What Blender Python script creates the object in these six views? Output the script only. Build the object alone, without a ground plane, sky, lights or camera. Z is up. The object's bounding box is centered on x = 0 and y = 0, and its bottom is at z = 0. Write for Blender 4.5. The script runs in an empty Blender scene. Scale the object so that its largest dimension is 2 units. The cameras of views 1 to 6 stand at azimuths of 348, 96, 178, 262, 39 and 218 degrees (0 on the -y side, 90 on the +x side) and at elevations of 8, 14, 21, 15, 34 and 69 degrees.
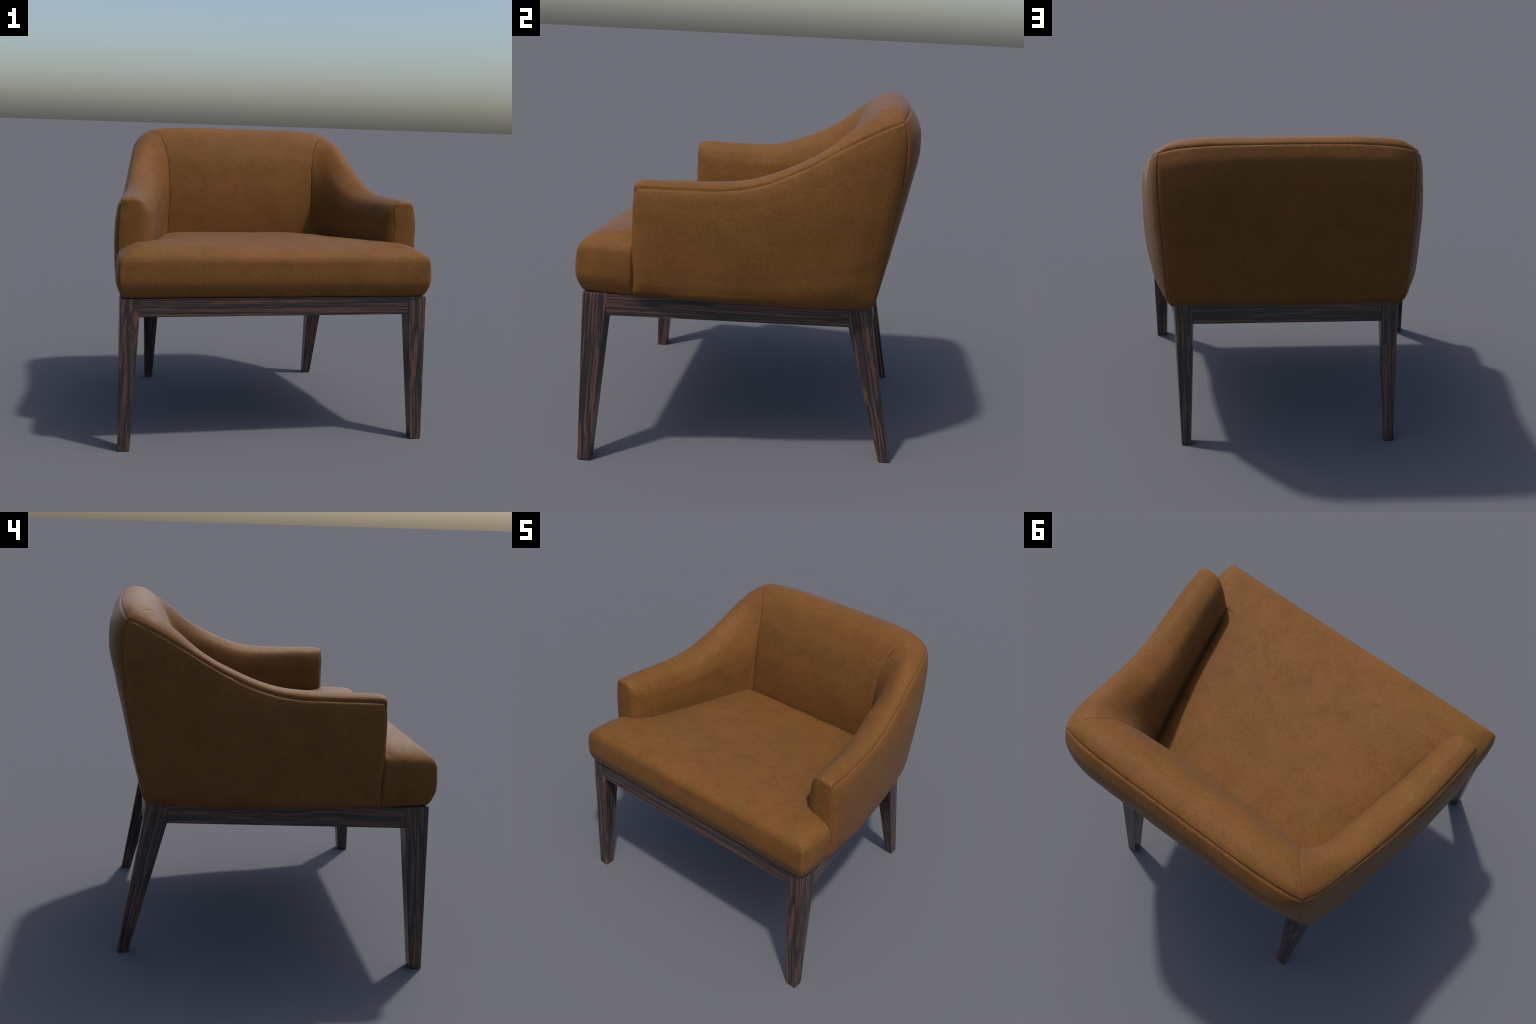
"""Low upholstered leather tub armchair on a tapered dark striped-wood frame."""
import bpy, math
import numpy as np
from mathutils import Matrix, Vector

rng = np.random.default_rng(7)

# --------------------------------------------------------------------------
# small maths helpers
# --------------------------------------------------------------------------
def hermite(knots, pts, t):
    """Smooth spline through pts (n, ...) at knots, evaluated at t."""
    knots = np.asarray(knots, float); pts = np.asarray(pts, float)
    h = np.diff(knots)
    s = np.diff(pts, axis=0) / h.reshape((-1,) + (1,) * (pts.ndim - 1))
    m = np.empty_like(pts)
    m[0], m[-1] = s[0], s[-1]
    w0 = h[1:].reshape((-1,) + (1,) * (pts.ndim - 1))
    w1 = h[:-1].reshape((-1,) + (1,) * (pts.ndim - 1))
    m[1:-1] = (s[:-1] * w0 + s[1:] * w1) / (w0 + w1)
    i = np.clip(np.searchsorted(knots, t, side='right') - 1, 0, len(h) - 1)
    sh = (-1,) + (1,) * (pts.ndim - 1)
    hh = h[i].reshape(sh); x = ((t - knots[i]) / h[i]).reshape(sh)
    return ((2*x**3 - 3*x**2 + 1) * pts[i] + (x**3 - 2*x**2 + x) * hh * m[i]
            + (-2*x**3 + 3*x**2) * pts[i+1] + (x**3 - x**2) * hh * m[i+1])

def clustered(n, k=0.75):
    """0..1 samples, denser at both ends so that the seams are finely meshed."""
    u = np.linspace(0, 1, n)
    return (1 - k) * u + k * (0.5 - 0.5 * np.cos(np.pi * u))

def chord(P, axis):
    d = np.linalg.norm(np.diff(P, axis=axis), axis=-1).mean(axis=1 - axis)
    c = np.r_[0, np.cumsum(d)]
    return c / c[-1]

def patch(ctrl, nu, nv, ku=.75, kv=.75):
    """Surface through a grid of stations ctrl[station, level, xyz]."""
    ctrl = np.asarray(ctrl, float)
    ku_, kv_ = chord(ctrl, 0), chord(ctrl, 1)
    a = hermite(ku_, ctrl, clustered(nu, ku))            # nu, K, 3
    b = hermite(kv_, a.transpose(1, 0, 2), clustered(nv, kv))
    return b.transpose(1, 0, 2)                           # nu, nv, 3

def smooth(x):
    x = np.clip(x, 0, 1)
    return x * x * (3 - 2 * x)

_W = [(rng.normal(size=3), rng.uniform(0, 6.28), f) for f in (3, 4, 5.5, 7, 9, 12, 16, 21) for _ in range(3)]
def lumps(P):
    """Soft, low hand-stuffed unevenness: a sum of random waves."""
    r = np.zeros(P.shape[:-1])
    for d, ph, f in _W:
        r += np.sin(P @ (d / np.linalg.norm(d) * f * 1.6) + ph) / f
    return r

# --------------------------------------------------------------------------
# the seam lines that divide the upholstery into panels (right-hand half)
# --------------------------------------------------------------------------
A_Y = [-.548, -.405, -.265, -.125, .01, .145, .27, .39, .508, .629, .70, .754]
A_X = [.955, .9475, .931, .915, .8905, .869, .8515, .8315, .8115, .790, .766, .737]
A_Z = [1.494, 1.4955, 1.4965, 1.501, 1.5175, 1.558, 1.620, 1.688, 1.758, 1.8225, 1.855, 1.876]
def arm_seam(y):
    y = np.atleast_1d(np.asarray(y, float))
    return np.stack([hermite(A_Y, A_X, y), y, hermite(A_Y, A_Z, y)], -1)

B_X = [0, .2, .31, .43, .545, .655, .70, .737]
B_Y = [.795, .795, .795, .7915, .787, .774, .765, .754]
B_Z = [1.933, 1.932, 1.931, 1.9275, 1.9195, 1.9025, 1.890, 1.876]
def back_seam(x):
    x = np.atleast_1d(np.asarray(x, float))
    return np.stack([x, hermite(B_X, B_Y, np.abs(x)), hermite(B_X, B_Z, np.abs(x))], -1)

LEVEL = np.array([0, .07, .17, .37, .57, .77, .89, .96, 1.0])        # depth down an outer panel
CORNER = np.array([[.737, .754], [.7405, .7735], [.7415, .7785], [.740, .7645], [.7375, .738],
                   [.735, .708], [.732, .689], [.728, .674], [.714, .660]])
CORNER = np.c_[CORNER, 1.876 - LEVEL * .989]

MITRE = np.array([[.737, .754, 1.876], [.716, .719, 1.902], [.660, .657, 1.917], [.600, .588, 1.877],
                  [.556, .526, 1.755], [.540, .474, 1.54], [.548, .449, 1.22], [.556, .449, 1.02]])
FACE = np.array([[.955, -.548, 1.494], [.938, -.555, 1.508], [.886, -.560, 1.516], [.846, -.562, 1.506],
                 [.829, -.563, 1.478], [.826, -.566, 1.36], [.823, -.567, 1.22], [.820, -.567, .96]])
FACE_EDGE_X = np.array([.955, .965, .970, .975, .976, .974, .969, .962, .945])
FACE_EDGE = np.c_[FACE_EDGE_X, -.548 - .007 * smooth(LEVEL / .2), 1.494 - LEVEL * .566]

# --------------------------------------------------------------------------
# panels as lofts through stations
# --------------------------------------------------------------------------
def armrest_cover_surface():
    rows = [FACE_EDGE]
    prof = {
        -.520: [.953, .968, .977, .984, .985, .983, .976, .963, .940],
        -.450: [.950, .968, .979, .987, .988, .984, .975, .959, .932],
        -.250: [.930, .948, .959, .968, .969, .966, .960, .949, .926],
        0.000: [.892, .912, .925, .936, .937, .932, .924, .911, .886],
        0.250: [.855, .872, .883, .891, .890, .885, .877, .863, .842],
        0.500: [.813, .829, .838, .844, .842, .839, .830, .811, .790],
        0.645: [.786, .799, .805, .806, .803, .799, .788, .768, .742],
        0.712: [.762, .774, .778, .778, .774, .768, .760, .748, .724]}
    for y0, xs in prof.items():
        top = arm_seam(y0)[0]
        f = (y0 + .548) / 1.302
        y = FACE_EDGE[:, 1] + f * (CORNER[:, 1] - FACE_EDGE[:, 1])
        zb = np.interp(y0, [-.55, -.2, .2, .754], [.928, .918, .903, .887])
        z = top[2] - LEVEL * (top[2] - zb)
        xs = np.array(xs); xs[0] = top[0]
        rows.append(np.c_[xs, y, z])
    rows.append(CORNER)
    return patch(rows, 230, 130)

def backrest_cover_surface():
    yc = np.array([.795, .843, .858, .826, .784, .741, .710, .692, .666])
    zc = 1.933 - LEVEL * 1.04
    gx = [0, .25, .44, .568, .64, .692, .72, .737]
    gv = [1, 1, 1, .93, .75, .50, .25, 0]
    rows = []
    for x in [-.72, -.692, -.64, -.568, -.44, -.22, 0, .22, .44, .568, .64, .692, .72]:
        g = np.interp(abs(x), gx, gv)
        top = back_seam(x)[0]
        cz = top[2] - LEVEL * (top[2] - .887)
        y = CORNER[:, 1] + g * (yc - CORNER[:, 1])
        y[0] = top[1]
        rows.append(np.c_[x / .737 * CORNER[:, 0], y, cz])
    mir = CORNER * [-1, 1, 1]
    return patch([mir] + rows + [CORNER], 260, 130)

def armrest_surface():
    S = [FACE]
    def st(y, pts, dy=None):
        p = np.array([[x, y, z] for x, z in pts])
        if dy is not None: p[:, 1] += dy
        p[0] = arm_seam(y)[0]
        S.append(p)
    st(-.528, [(0, 0), (.938, 1.512), (.886, 1.524), (.832, 1.506), (.802, 1.462), (.792, 1.36), (.789, 1.22), (.787, .96)],
       np.array([0, -.002, -.003, -.007, -.013, -.018, -.018, -.018]))
    st(-.48, [(0, 0), (.933, 1.514), (.880, 1.527), (.812, 1.502), (.779, 1.446), (.766, 1.36), (.765, 1.22), (.765, .96)],
       np.array([0, 0, 0, 0, -.006, -.008, -.008, -.008]))
    st(-.40, [(0, 0), (.927, 1.514), (.872, 1.528), (.800, 1.502), (.763, 1.440), (.748, 1.35), (.748, 1.21), (.75, .96)])
    st(-.20, [(0, 0), (.902, 1.517), (.848, 1.531), (.768, 1.502), (.729, 1.437), (.715, 1.35), (.716, 1.20), (.72, .96)])
    st(.00, [(0, 0), (.871, 1.537), (.818, 1.551), (.730, 1.514), (.686, 1.443), (.676, 1.35), (.677, 1.19), (.68, .96)])
    st(.20, [(0, 0), (.840, 1.606), (.786, 1.620), (.691, 1.576), (.644, 1.492), (.631, 1.38), (.637, 1.18), (.64, .96)])
    st(.40, [(0, 0), (.808, 1.713), (.750, 1.729), (.666, 1.669), (.611, 1.556), (.586, 1.41), (.591, 1.17), (.60, .98)],
       np.array([0, -.002, -.004, -.006, -.01, -.018, -.025, -.028]))
    st(.54, [(0, 0), (.782, 1.803), (.726, 1.824), (.652, 1.767), (.595, 1.642), (.568, 1.46), (.581, 1.19), (.58, 1.0)],
       np.array([0, -.010, -.030, -.055, -.085, -.115, -.130, -.132]))
    st(.66, [(0, 0), (.757, 1.864), (.697, 1.885), (.629, 1.834), (.574, 1.701), (.553, 1.50), (.568, 1.20), (.568, 1.0)],
       np.array([0, -.018, -.062, -.113, -.163, -.207, -.230, -.232]))
    S.append(MITRE)
    return patch(S, 230, 170)

def backrest_surface():
    mid = np.array([[0, .795, 1.933], [0, .757, 1.951], [0, .694, 1.957], [0, .612, 1.920],
                    [0, .524, 1.790], [0, .459, 1.55], [0, .442, 1.22], [0, .456, 1.02]])
    rows = []
    # (fraction along the half width, blend from the mitre to the middle section)
    low = np.array([0, 0, 0, .4, 1, 1, 1, 1])                     # the wall below the roll
    top_ = np.array([1, 1, 1, .7, 0, 0, 0, 0])
    for f, g, gt, hollow in [(.94, .20, .42, .001), (.85, .48, .68, .002), (.70, .78, .88, .002), (.50, .94, .96, 0), (.25, 1, 1, 0)]:
        w = (g + (gt - g) * top_)[:, None]
        p = MITRE + w * (mid - MITRE)
        p[:, 0] = MITRE[:, 0] * f
        p[:, 1] += hollow * low
        p[0] = back_seam(p[0, 0])[0]
        rows.append(p)
    half = [MITRE] + rows
    full = [h * [-1, 1, 1] for h in half] + [mid] + half[::-1]
    return patch(full, 240, 170)

def armrest_facing_surface():
    """Front face of the arm: loft from the outer edge to the inner edge."""
    z_out = FACE_EDGE[:, 2]
    n = 60
    vo = clustered(n)
    outer = hermite(chord(FACE_EDGE[None].repeat(2, 0), 1), FACE_EDGE, vo)
    # the other border: over the top and down the inner side
    vi = hermite(chord(FACE[None].repeat(2, 0), 1), FACE, clustered(140))
    # sweep rows: for each inner border point pair with an outer point by height
    lens = np.r_[0, np.cumsum(np.linalg.norm(np.diff(vi, axis=0), axis=1))]
    s = lens / lens[-1]
    k = smooth((s - .02) / .98) ** .9
    lo = hermite(chord(FACE_EDGE[None].repeat(2, 0), 1), FACE_EDGE, np.clip(k, 0, 1))
    w = clustered(50)
    g = vi[:, None, :] * (1 - w[None, :, None]) + lo[:, None, :] * w[None, :, None]
    bulge = np.sin(np.pi * w)[None, :] ** .7 * np.minimum(1, s[:, None] / .12)
    g[..., 1] -= .010 * bulge
    return g

# --------------------------------------------------------------------------
# seams: a stitched groove pulled into the stuffing
# --------------------------------------------------------------------------
def dense(P, n=500):
    P = np.asarray(P, float)
    return hermite(chord(P[None].repeat(2, 0), 1), P, np.linspace(0, 1, n))

SEAM_A = arm_seam(np.linspace(-.548, .754, 600))
SEAM_B = back_seam(np.linspace(-.737, .737, 600))
SEAM_C = dense(CORNER)
SEAM_D = dense(MITRE)
SEAM_E = dense(FACE)
SEAM_F = dense(FACE_EDGE)
n_ = lambda v: np.array(v, float) / np.linalg.norm(v)
d_dir = np.stack([hermite([0, .1, .3, .5, 1], np.array([n_(q) for q in
        [(-.5, -.5, -.7), (-.1, -.1, -1), (.3, .3, -.9), (.65, .65, -.3), (.7, .7, 0)]]), np.linspace(0, 1, 500))])[0]
e_dir = np.stack([hermite([0, .2, .3, 1], np.array([n_(q) for q in
        [(-.5, .6, -.6), (0, .6, -.8), (.6, .7, -.3), (.7, .7, 0)]]), np.linspace(0, 1, 500))])[0]
M = np.array([-1, 1, 1.])
def const(v, P): return np.tile(n_(v), (len(P), 1))
SEAMS = []
for m in (np.ones(3), M):
    SEAMS += [(SEAM_A * m, const((-.6, 0, -.8), SEAM_A) * m, .0095, .0105),
              (SEAM_C * m, const((-.7, -.7, 0), SEAM_C) * m, .0085, .0080),
              (SEAM_D * m, d_dir * m, .0034, .0065),
              (SEAM_E * m, e_dir * m, .0028, .0080),
              (SEAM_F * m, const((-.7, .7, 0), SEAM_F) * m, .0075, .0085)]
SEAMS.append((SEAM_B, const((0, -.6, -.8), SEAM_B), .0095, .0105))

def pull_seams(P):
    """Narrow groove on each seam line, with the stuffing swelling up on both sides of it."""
    flat = P.reshape(-1, 3)
    acc = [[np.zeros(len(flat)), np.zeros((len(flat), 3))] for _ in range(2)]
    for line, dirs, depth, width in SEAMS:
        lo, hi = line.min(0) - .12, line.max(0) + .12
        idx = np.where(((flat > lo) & (flat < hi)).all(1))[0]
        for c in np.array_split(idx, max(1, len(idx) // 4000)):
            if not len(c): continue
            d2 = ((flat[c][:, None, :] - line[None]) ** 2).sum(-1)
            j = d2.argmin(1); d = np.sqrt(d2[np.arange(len(c)), j])
            groove = depth * (.62 * np.exp(-(d / width) ** 2) + .38 * np.exp(-(d / (.42 * width)) ** 2))
            swell = depth * .62 * np.exp(-(d / .055) ** 2)
            for (best, vec), a in zip(acc, (groove, swell)):
                vec[c] += dirs[j] * a[:, None]
                best[c] = np.maximum(best[c], a)
    out = flat.copy()
    for (best, vec), sign in zip(acc, (1, -1)):
        out += sign * vec * (best / np.maximum(np.linalg.norm(vec, axis=1), 1e-9))[:, None]
    return out.reshape(P.shape)

def normals(P):
    du = np.gradient(P, axis=0); dv = np.gradient(P, axis=1)
    n = np.cross(du, dv)
    return n / np.maximum(np.linalg.norm(n, axis=-1, keepdims=True), 1e-9)

def upholster(P, amp=.0022, outward=1):
    """Uneven stuffing, then the seam grooves, then a tucked-in seam allowance."""
    n = normals(P) * outward
    P = P + n * (lumps(P) * amp)[..., None]
    Q = pull_seams(P)
    return Q

# --------------------------------------------------------------------------
# mesh and object builders
# --------------------------------------------------------------------------
def new_object(name, mesh, mat, parent=None):
    ob = bpy.data.objects.new(name, mesh)
    bpy.context.scene.collection.objects.link(ob)
    if mat: mesh.materials.append(mat)
    ob.parent = parent
    return ob

def grid_mesh(name, P, flip=False):
    nu, nv = P.shape[:2]
    i = np.arange(nu * nv).reshape(nu, nv)
    q = np.stack([i[:-1, :-1], i[1:, :-1], i[1:, 1:], i[:-1, 1:]], -1).reshape(-1, 4)
    if flip: q = q[:, ::-1]
    me = bpy.data.meshes.new(name)
    me.from_pydata(P.reshape(-1, 3).tolist(), [], q.tolist())
    me.polygons.foreach_set("use_smooth", [True] * len(me.polygons))
    me.update()
    return me

def cloth_thickness(ob, t=.012):
    """Leather over padding: give each panel real depth inwards."""
    m = ob.modifiers.new("padding", 'SOLIDIFY')
    m.thickness = t; m.offset = -1; m.use_even_offset = False

# --------------------------------------------------------------------------
# materials
# --------------------------------------------------------------------------
class Nodes:
    def __init__(self, name):
        self.mat = bpy.data.materials.new(name); self.mat.use_nodes = True
        self.t = self.mat.node_tree; self.n = self.t.nodes; self.l = self.t.links
        self.bsdf = self.n["Principled BSDF"]
        self.co = self.n.new("ShaderNodeTexCoord").outputs["Object"]
    def link(self, a, b): self.l.new(a, b)
    def mapping(self, src, scale=(1, 1, 1), loc=(0, 0, 0)):
        m = self.n.new("ShaderNodeMapping"); m.inputs["Scale"].default_value = scale
        m.inputs["Location"].default_value = loc
        self.link(src, m.inputs["Vector"]); return m.outputs["Vector"]
    def noise(self, src, scale, detail=4, rough=.55, distort=0):
        m = self.n.new("ShaderNodeTexNoise"); m.inputs["Scale"].default_value = scale
        m.inputs["Detail"].default_value = detail; m.inputs["Roughness"].default_value = rough
        m.inputs["Distortion"].default_value = distort
        self.link(src, m.inputs["Vector"]); return m.outputs["Fac"]
    def voronoi_edge(self, src, scale, rnd=1):
        m = self.n.new("ShaderNodeTexVoronoi"); m.feature = 'DISTANCE_TO_EDGE'
        m.inputs["Scale"].default_value = scale; m.inputs["Randomness"].default_value = rnd
        self.link(src, m.inputs["Vector"]); return m.outputs["Distance"]
    def ramp(self, src, stops):
        m = self.n.new("ShaderNodeValToRGB"); e = m.color_ramp.elements
        while len(e) < len(stops): e.new(.5)
        for k, (p, c) in zip(e, stops):
            k.position = p; k.color = (*c, 1) if not np.isscalar(c) else (c, c, c, 1)
        self.link(src, m.inputs["Fac"]); return m.outputs["Color"]
    def mix(self, fac, a, b, mode='MIX'):
        m = self.n.new("ShaderNodeMix"); m.data_type = 'RGBA'; m.blend_type = mode
        for s, v in ((m.inputs["Factor"], fac), (m.inputs["A"], a), (m.inputs["B"], b)):
            pass
        ins = [m.inputs[0], m.inputs[6], m.inputs[7]]
        for s, v in zip(ins, (fac, a, b)):
            if isinstance(v, bpy.types.NodeSocket): self.link(v, s)
            elif np.isscalar(v): s.default_value = v
            else: s.default_value = (*v, 1)
        return m.outputs[2]
    def math(self, op, a, b=0.0):
        m = self.n.new("ShaderNodeMath"); m.operation = op
        for s, v in zip(m.inputs, (a, b)):
            if isinstance(v, bpy.types.NodeSocket): self.link(v, s)
            else: s.default_value = v
        return m.outputs[0]
    def bump(self, h, strength, dist, normal=None):
        m = self.n.new("ShaderNodeBump"); m.inputs["Strength"].default_value = strength
        m.inputs["Distance"].default_value = dist
        self.link(h, m.inputs["Height"])
        if normal: self.link(normal, m.inputs["Normal"])
        return m.outputs["Normal"]

def leather_material():
    k = Nodes("tan_leather")
    co = k.co
    warp = k.n.new("ShaderNodeTexNoise"); warp.inputs["Scale"].default_value = 6
    warp.inputs["Detail"].default_value = 3
    k.link(co, warp.inputs["Vector"])
    vm = k.n.new("ShaderNodeVectorMath"); vm.operation = 'MULTIPLY_ADD'
    k.link(warp.outputs["Color"], vm.inputs[0]); vm.inputs[1].default_value = (.12, .12, .12)
    k.link(co, vm.inputs[2])
    wco = vm.outputs[0]
    # cloudy aniline dye: broad patches, then smaller blotches
    broad = k.ramp(k.noise(co, 3.4, 3, .5), [(.36, (.141, .0640, .0172)), (.50, (.147, .0636, .0180)), (.64, (.153, .0630, .0192))])
    mid = k.ramp(k.noise(wco, 7.5, 5, .58), [(.32, .90), (.52, 1.0), (.70, 1.06)])
    col = k.mix(1.0, broad, mid, 'MULTIPLY')
    speck = k.ramp(k.noise(co, 70, 4, .7), [(.32, .80), (.50, 1.0), (.72, 1.13)])
    col = k.mix(.6, col, speck, 'MULTIPLY')
    # small orange rubbed spots, dark pits and bruises
    spots = k.ramp(k.noise(wco, 34, 3, .5), [(.64, 0.), (.76, 1.)])
    col = k.mix(k.math('MULTIPLY', spots, .26), col, (.205, .076, .016))
    pits = k.ramp(k.noise(co, 52, 2, .5), [(.26, 1.), (.37, 0.)])
    col = k.mix(k.math('MULTIPLY', pits, .30), col, (.075, .034, .010))
    dark = k.ramp(k.noise(wco, 13, 4, .65), [(.28, 1.), (.42, 0.)])
    col = k.mix(k.math('MULTIPLY', dark, .13), col, (.075, .034, .010))
    # fine pale creases of the hide, drawn out along one diagonal, only in some areas
    def crease(scale, rot, stretch, width):
        m = k.n.new("ShaderNodeMapping")
        m.inputs["Rotation"].default_value = rot; m.inputs["Scale"].default_value = stretch
        k.link(wco, m.inputs["Vector"])
        return k.ramp(k.voronoi_edge(m.outputs["Vector"], scale), [(.0, 1.), (width, 0.)])
    cr1 = crease(30, (.5, .7, .6), (1, .42, 1), .055)
    cr2 = crease(46, (.2, -.6, 1.1), (.5, 1, .8), .06)
    area = k.ramp(k.noise(co, 4.2, 3), [(.38, .15), (.60, 1.)])
    cr = k.math('MULTIPLY', k.math('MAXIMUM', cr1, k.math('MULTIPLY', cr2, .7)), area)
    col = k.mix(k.math('MULTIPLY', cr, .36), col, (.215, .098, .026))
    k.link(col, k.bsdf.inputs["Base Color"])
    rough = k.ramp(k.noise(wco, 16, 4), [(.3, .52), (.7, .62)])
    k.link(rough, k.bsdf.inputs["Roughness"])
    # waxed hide: dull seen square on, a grey sheen at glancing angles
    lw = k.n.new("ShaderNodeLayerWeight"); lw.inputs["Blend"].default_value = .5
    k.link(k.ramp(lw.outputs["Facing"], [(.30, .07), (.60, .24), (.90, .60)]), k.bsdf.inputs["Specular IOR Level"])
    pebble = k.voronoi_edge(wco, 120)
    pebble = k.ramp(pebble, [(0., 0.), (.25, 1.)])
    n1 = k.bump(pebble, .10, .0020)
    n2 = k.bump(k.noise(co, 40, 5, .65), .15, .006, n1)
    n3 = k.bump(cr, -.10, .002, n2)
    k.link(n3, k.bsdf.inputs["Normal"])
    return k.mat

def wood_material():
    """Macassar-like ebony: near-black with rusty streaks along local Z."""
    k = Nodes("striped_ebony")
    info = k.n.new("ShaderNodeObjectInfo")
    off = k.n.new("ShaderNodeCombineXYZ")
    r = k.math('MULTIPLY', info.outputs["Random"], 37.0)
    for i in range(3): k.link(r, off.inputs[i])
    add = k.n.new("ShaderNodeVectorMath"); add.operation = 'ADD'
    k.link(k.co, add.inputs[0]); k.link(off.outputs[0], add.inputs[1])
    co = add.outputs[0]
    warp = k.noise(k.mapping(co, (2.5, 2.5, 1.1)), 1.8, 1)
    sh = k.n.new("ShaderNodeVectorMath"); sh.operation = 'MULTIPLY_ADD'
    cx = k.n.new("ShaderNodeCombineXYZ")
    k.link(warp, cx.inputs[0]); k.link(warp, cx.inputs[1])
    k.link(cx.outputs[0], sh.inputs[0]); sh.inputs[1].default_value = (.035, .035, 0)
    k.link(co, sh.inputs[2])
    w = sh.outputs[0]
    bands = k.noise(k.mapping(w, (1, 1, .009)), 86, 3, .6)
    fine = k.noise(k.mapping(w, (1, 1, .022)), 170, 4, .65)
    pores = k.noise(k.mapping(w, (1, 1, .07)), 380, 2, .6)
    f = k.math('ADD', k.math('MULTIPLY', bands, .68), k.math('MULTIPLY', fine, .32))
    col = k.ramp(f, [(.0, (.017, .017, .0175)), (.478, (.021, .0205, .0205)), (.505, (.056, .0325, .0265)),
                     (.545, (.104, .049, .036)), (.66, (.150, .068, .048))])
    dots = k.ramp(pores, [(.40, .45), (.52, 1.)])
    col = k.mix(.45, col, dots, 'MULTIPLY')
    k.link(col, k.bsdf.inputs["Base Color"])
    k.bsdf.inputs["Roughness"].default_value = .28
    k.bsdf.inputs["Specular IOR Level"].default_value = .5
    k.link(k.bump(fine, .10, .001), k.bsdf.inputs["Normal"])
    return k.mat

def light_block_material():  # matt black for the added, unseen panel below the seat
    k = Nodes("black_light_block")
    k.link(k.ramp(k.noise(k.co, 60, 3), [(.3, .012), (.7, .020)]), k.bsdf.inputs["Base Color"])
    k.bsdf.inputs["Roughness"].default_value = .9
    return k.mat

LEATHER, WOOD, LIGHT_BLOCK = leather_material(), wood_material(), light_block_material()

# --------------------------------------------------------------------------
# the chair
# --------------------------------------------------------------------------
chair = bpy.data.objects.new("armchair", None)
bpy.context.scene.collection.objects.link(chair)
chair["label"] = "low tan leather tub armchair on tapered dark striped wood legs"
chair["category"] = "armchair"

def add_panel(name, P, parent, faces_to, mirror=False, amp=.0022):
    """faces_to: the direction the finished side of the panel looks."""
    P = P * (M if mirror else 1)
    ref = np.array(faces_to, float) * (M if mirror else 1)
    flip = (normals(P) @ ref).mean() < 0
    P = upholster(P, amp, -1 if flip else 1)
    ob = new_object(name, grid_mesh(name, P, flip), LEATHER, parent)
    cloth_thickness(ob)
    return ob

back = add_panel("backrest", backrest_surface(), chair, (0, -1, .5))
add_panel("backrest_cover", backrest_cover_surface(), back, (0, 1, 0))
arm_in, arm_out, arm_face = armrest_surface(), armrest_cover_surface(), armrest_facing_surface()
for mirror in (False, True):
    arm = add_panel("armrest", arm_in, chair, (-1, 0, .5), mirror)
    add_panel("armrest_cover", arm_out, arm, (1, 0, 0), mirror)
    add_panel("armrest_facing", arm_face, arm, (0, -1, 0), mirror, amp=.001)

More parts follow.
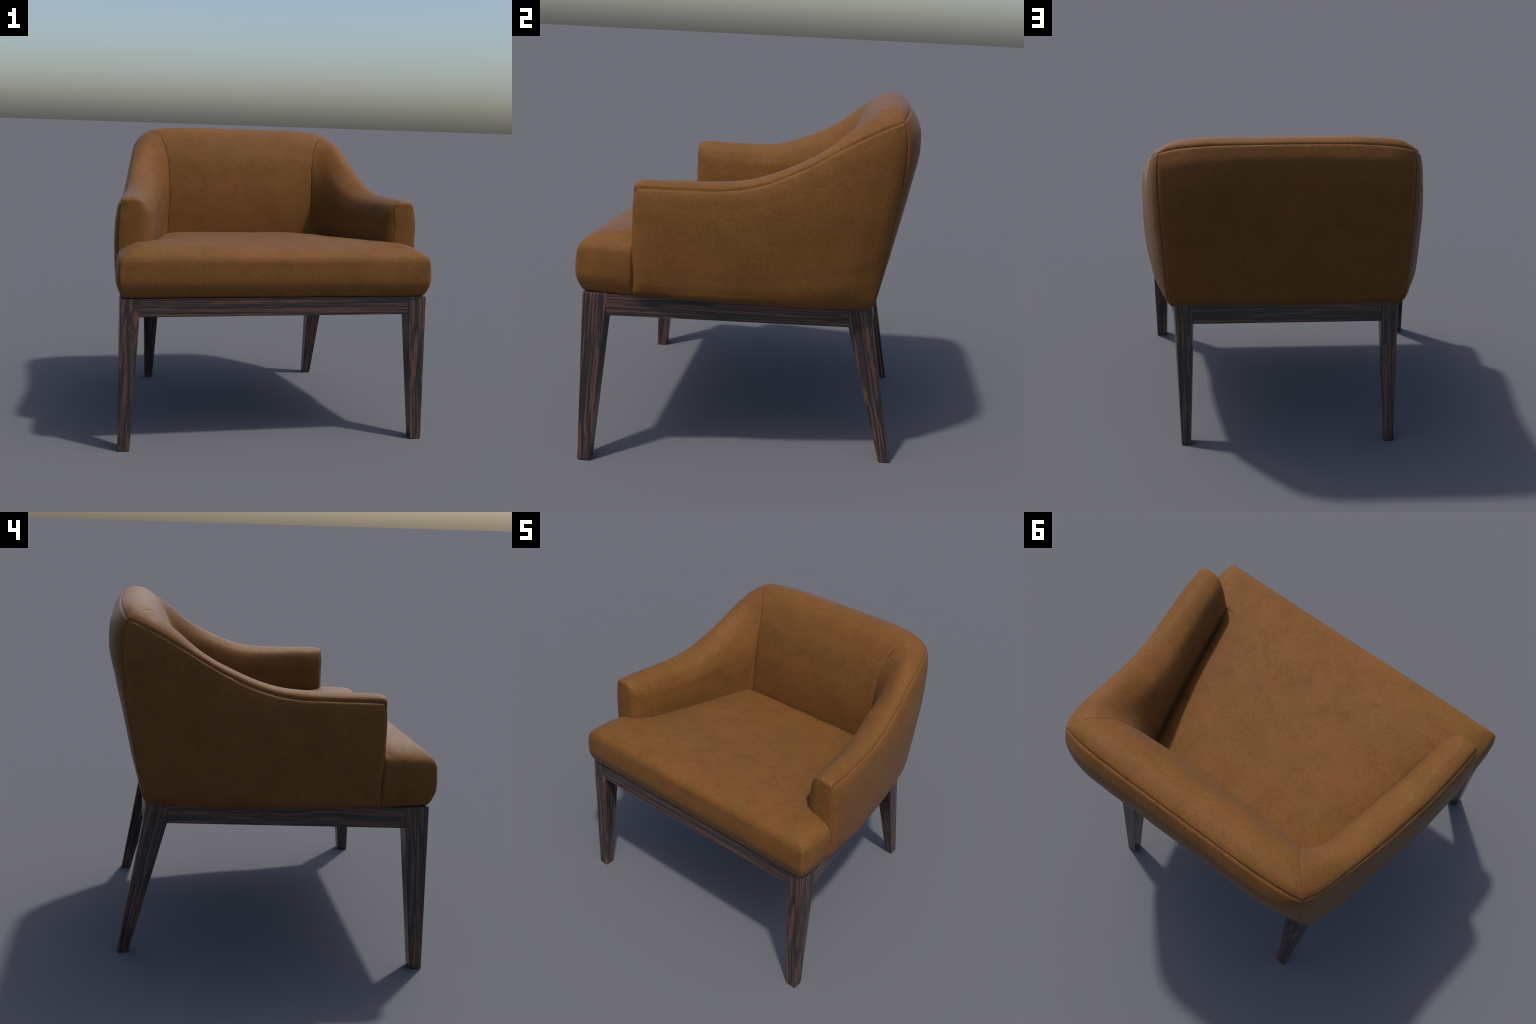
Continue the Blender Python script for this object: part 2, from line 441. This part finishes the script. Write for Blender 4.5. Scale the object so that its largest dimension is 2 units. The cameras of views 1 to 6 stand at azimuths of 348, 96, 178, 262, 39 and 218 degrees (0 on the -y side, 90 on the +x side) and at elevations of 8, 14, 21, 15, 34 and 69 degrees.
# ---- seat cushion: a rounded T-shaped block, crowned and bulging ------------
def seat_mesh():
    n = dict(x=150, y=110, z=40)
    fx, fy, fz = clustered(n['x'], .8) * 2 - 1, clustered(n['y'], .8) * 2 - 1, clustered(n['z'], .6) * 2 - 1
    fy = np.unique(np.round(np.r_[fy, np.linspace(-.60, -.52, 30)], 5))      # fine rows where the wings end
    verts, faces = [], []
    def side(a, b, fn, flip):
        g = np.array([[fn(s, t) for t in b] for s in a])
        base = sum(len(v) for v in verts)
        nu, nv = g.shape[:2]; i = np.arange(nu * nv).reshape(nu, nv) + base
        q = np.stack([i[:-1, :-1], i[1:, :-1], i[1:, 1:], i[:-1, 1:]], -1).reshape(-1, 4)
        verts.append(g.reshape(-1, 3)); faces.append(q[:, ::-1] if flip else q)
    side(fx, fy, lambda s, t: (s, t, 1), False)
    side(fx, fy, lambda s, t: (s, t, -1), True)
    side(fx, fz, lambda s, t: (s, -1, t), False)
    side(fx, fz, lambda s, t: (s, 1, t), True)
    side(fy, fz, lambda s, t: (1, s, t), False)
    side(fy, fz, lambda s, t: (-1, s, t), True)
    V = np.concatenate(verts)
    # rounded box in real size
    hx, y0, y1, z0, z1 = 1.0, -.853, .50, .932, 1.25
    c = np.array([0, (y0 + y1) / 2, (z0 + z1) / 2]); h = np.array([hx, (y1 - y0) / 2, (z1 - z0) / 2])
    p = V * h; r = .020
    core = np.clip(p, -(h - r), h - r); d = p - core
    L = np.linalg.norm(d, axis=1, keepdims=True)
    p = core + np.where(L > 1e-9, d / np.maximum(L, 1e-9) * r, 0)
    x, y, z = (p + c).T
    zf = (z - z0) / (z1 - z0)                                     # 0 bottom, 1 top
    # plan: wings in front of the arms, narrower between them
    wing = np.interp(y, [-.86, -.75, -.60, -.572, -.562, -.555, -.549, -.53, .50], [.990, .997, .990, .986, .980, .968, .945, .86, .70])
    X = x * wing
    # flanks and front swell between frame and top edge
    swell = hermite([0, .1, .22, .40, .55, .70, .82, 1], [.035, .023, .012, .002, 0, .001, .004, .010], zf)
    X = X - np.sign(x) * swell * np.abs(x) ** 8
    fr = smooth((-y - .60) / .20)
    Y = y + swell * fr * .9
    # crown of the top and its rolled edges
    crown = np.interp(y, [-.86, -.70, -.55, -.40, -.27, 0, .25, .50], [1.240, 1.246, 1.242, 1.233, 1.222, 1.203, 1.188, 1.166])
    half = np.interp(y, [-.86, -.62, -.50, .50], [1.02, .98, .80, .60])
    swollen = np.interp(y, [-.86, -.55, -.27, 0, .2, .36, .5], [0, .027, .025, .032, .031, .026, .012])
    crown = crown + swollen * np.clip(1 - np.abs(X / half) ** 4.5, 0, 1) * smooth((y + .88) / .30)
    half_in = np.interp(y, [-.55, -.4, -.14, .117, .368, .5], [.80, .745, .70, .645, .60, .58])
    def roll(dist, R, H):
        t = np.clip(1 - dist / R, 0, 1)
        return H * (1 - np.sqrt(np.maximum(0, 1 - t * t)))
    drop = (roll(Y - y0, .128, .095) ** 4 + (roll(wing - np.abs(X), .17, .098) * smooth((-.50 - y) / .05)) ** 4) ** .25
    drop = drop + roll(.455 - y, .07, .035)                       # tucks down at the backrest
    drop = drop + roll(half_in - np.abs(X), .05, .022) * smooth((y + .50) / .06)
    ztop = crown - drop
    # tuck beside the arm fronts
    zz = z0 + zf * (ztop - z0)
    tilt = .939 - .034 * (y + .816)                               # frame top slopes to the rear
    zz = zz + (tilt - z0) * (1 - zf)
    P = np.stack([X, Y, zz], -1)
    # upright corner seam at both front corners
    for sx in (-1, 1):
        d = np.hypot(P[:, 0] - sx * .988, P[:, 1] + .852)
        a = .0035 * np.exp(-(d / .010) ** 2) * smooth((1.19 - P[:, 2]) / .05)
        P[:, 0] -= sx * a * .7; P[:, 1] += a * .7
    lum = lumps(P * 1.3 + 5)
    P[:, 2] += .0042 * lum * smooth((zf - .5) * 3)
    P[:, 1] -= .0025 * lumps(P * 1.1 + 9) * fr * (1 - smooth((zf - .8) * 5))
    me = bpy.data.meshes.new("seat_cushion")
    me.from_pydata(P.tolist(), [], np.concatenate(faces).tolist())
    import bmesh
    bm = bmesh.new(); bm.from_mesh(me)
    bmesh.ops.remove_doubles(bm, verts=bm.verts, dist=1e-5)
    bmesh.ops.recalc_face_normals(bm, faces=bm.faces)
    bm.to_mesh(me); bm.free()
    me.polygons.foreach_set("use_smooth", [True] * len(me.polygons))
    return me
new_object("seat_cushion", seat_mesh(), LEATHER, chair)

# ---- wooden frame -----------------------------------------------------------
def timber(name, rings, bevel=.0035):
    """A squared timber through rings of four corners (start to end); its local Z is the grain."""
    R = np.array(rings, float)
    a, b = R[0].mean(0), R[-1].mean(0)
    zax = Vector(b - a).normalized()
    xax = Vector(R[0][1] - R[0][0]); xax = (xax - zax * xax.dot(zax)).normalized()
    yax = zax.cross(xax)
    mw = Matrix((xax, yax, zax)).transposed().to_4x4(); mw.translation = Vector(a)
    inv = mw.inverted()
    vs = [inv @ Vector(p) for ring in R for p in ring]
    fs = [(3, 2, 1, 0)]
    for k in range(len(R) - 1):
        for i in range(4):
            j = (i + 1) % 4
            fs.append((4*k + i, 4*k + j, 4*k + 4 + j, 4*k + 4 + i))
    e = 4 * (len(R) - 1); fs.append((e, e + 1, e + 2, e + 3))
    me = bpy.data.meshes.new(name); me.from_pydata(vs, [], fs)
    import bmesh
    bm = bmesh.new(); bm.from_mesh(me); bmesh.ops.recalc_face_normals(bm, faces=bm.faces)
    bm.to_mesh(me); bm.free()
    ob = new_object(name, me, WOOD, chair)
    ob.matrix_world = mw
    m = ob.modifiers.new("edge", 'BEVEL'); m.width = bevel; m.segments = 2; m.limit_method = 'ANGLE'
    m.angle_limit = math.radians(40)
    return ob

def box_ring(xo, xi, yf, yb, z, skew=0.0):
    """outer-front, inner-front, inner-back, outer-back"""
    zb = z - .034 * (yb - yf) * skew
    return [(xo, yf, z), (xi, yf, z), (xi, yb, zb), (xo - (yb - yf) * .185 * skew, yb, zb)]

front_rings = [box_ring(.980, .908, -.846, -.779, 0),
               box_ring(.9725, .856, -.822, -.700, .826),
               box_ring(.9710, .856, -.819, -.690, .939)]
rear_rings = [box_ring(.674, .616, .769, .832, 0),
              box_ring(.713, .586, .552, .682, .779, 1),
              box_ring(.716, .584, .545, .668, .893, 1)]
for s in (1, -1):
    for rings in (front_rings, rear_rings):
        timber("leg", [[(s * x, y, z) for x, y, z in r] for r in rings])

def rail(p, q, depth, inset=.0015, splay=(0, 0, 0)):
    """p, q: outer top corners at the ends; depth: inward vector."""
    d = np.array(depth)
    def ring(c):
        c = np.array(c) + d / np.linalg.norm(d) * inset
        low = np.array([0, 0, -.114]) + splay
        return [c, c + d, c + d + low, c + low]
    timber("rail", [ring(p), ring(q)], .002)
rail((-.857, -.8185, .9385), (.857, -.8185, .9385), (0, .05, 0))
rail((-.586, .6700, .8885), (.586, .6700, .8885), (0, -.05, 0), splay=(0, .0175, 0))
for s in (1, -1):
    rail((s * .9730, -.695, .9365), (s * .7090, .572, .8915), (-s * .05, -.0105, 0))

# unseen dark panel, added under the seat to block light
me = bpy.data.meshes.new("light_block_panel")
b = [(-.90, -.77, .925), (.90, -.77, .925), (.66, .62, .878), (-.66, .62, .878)]
t = [(x, y, z + .012) for x, y, z in b]
me.from_pydata(b + t, [], [(3, 2, 1, 0), (4, 5, 6, 7), (0, 1, 5, 4), (1, 2, 6, 5), (2, 3, 7, 6), (3, 0, 4, 7)])
new_object("light_block_panel", me, LIGHT_BLOCK, chair)
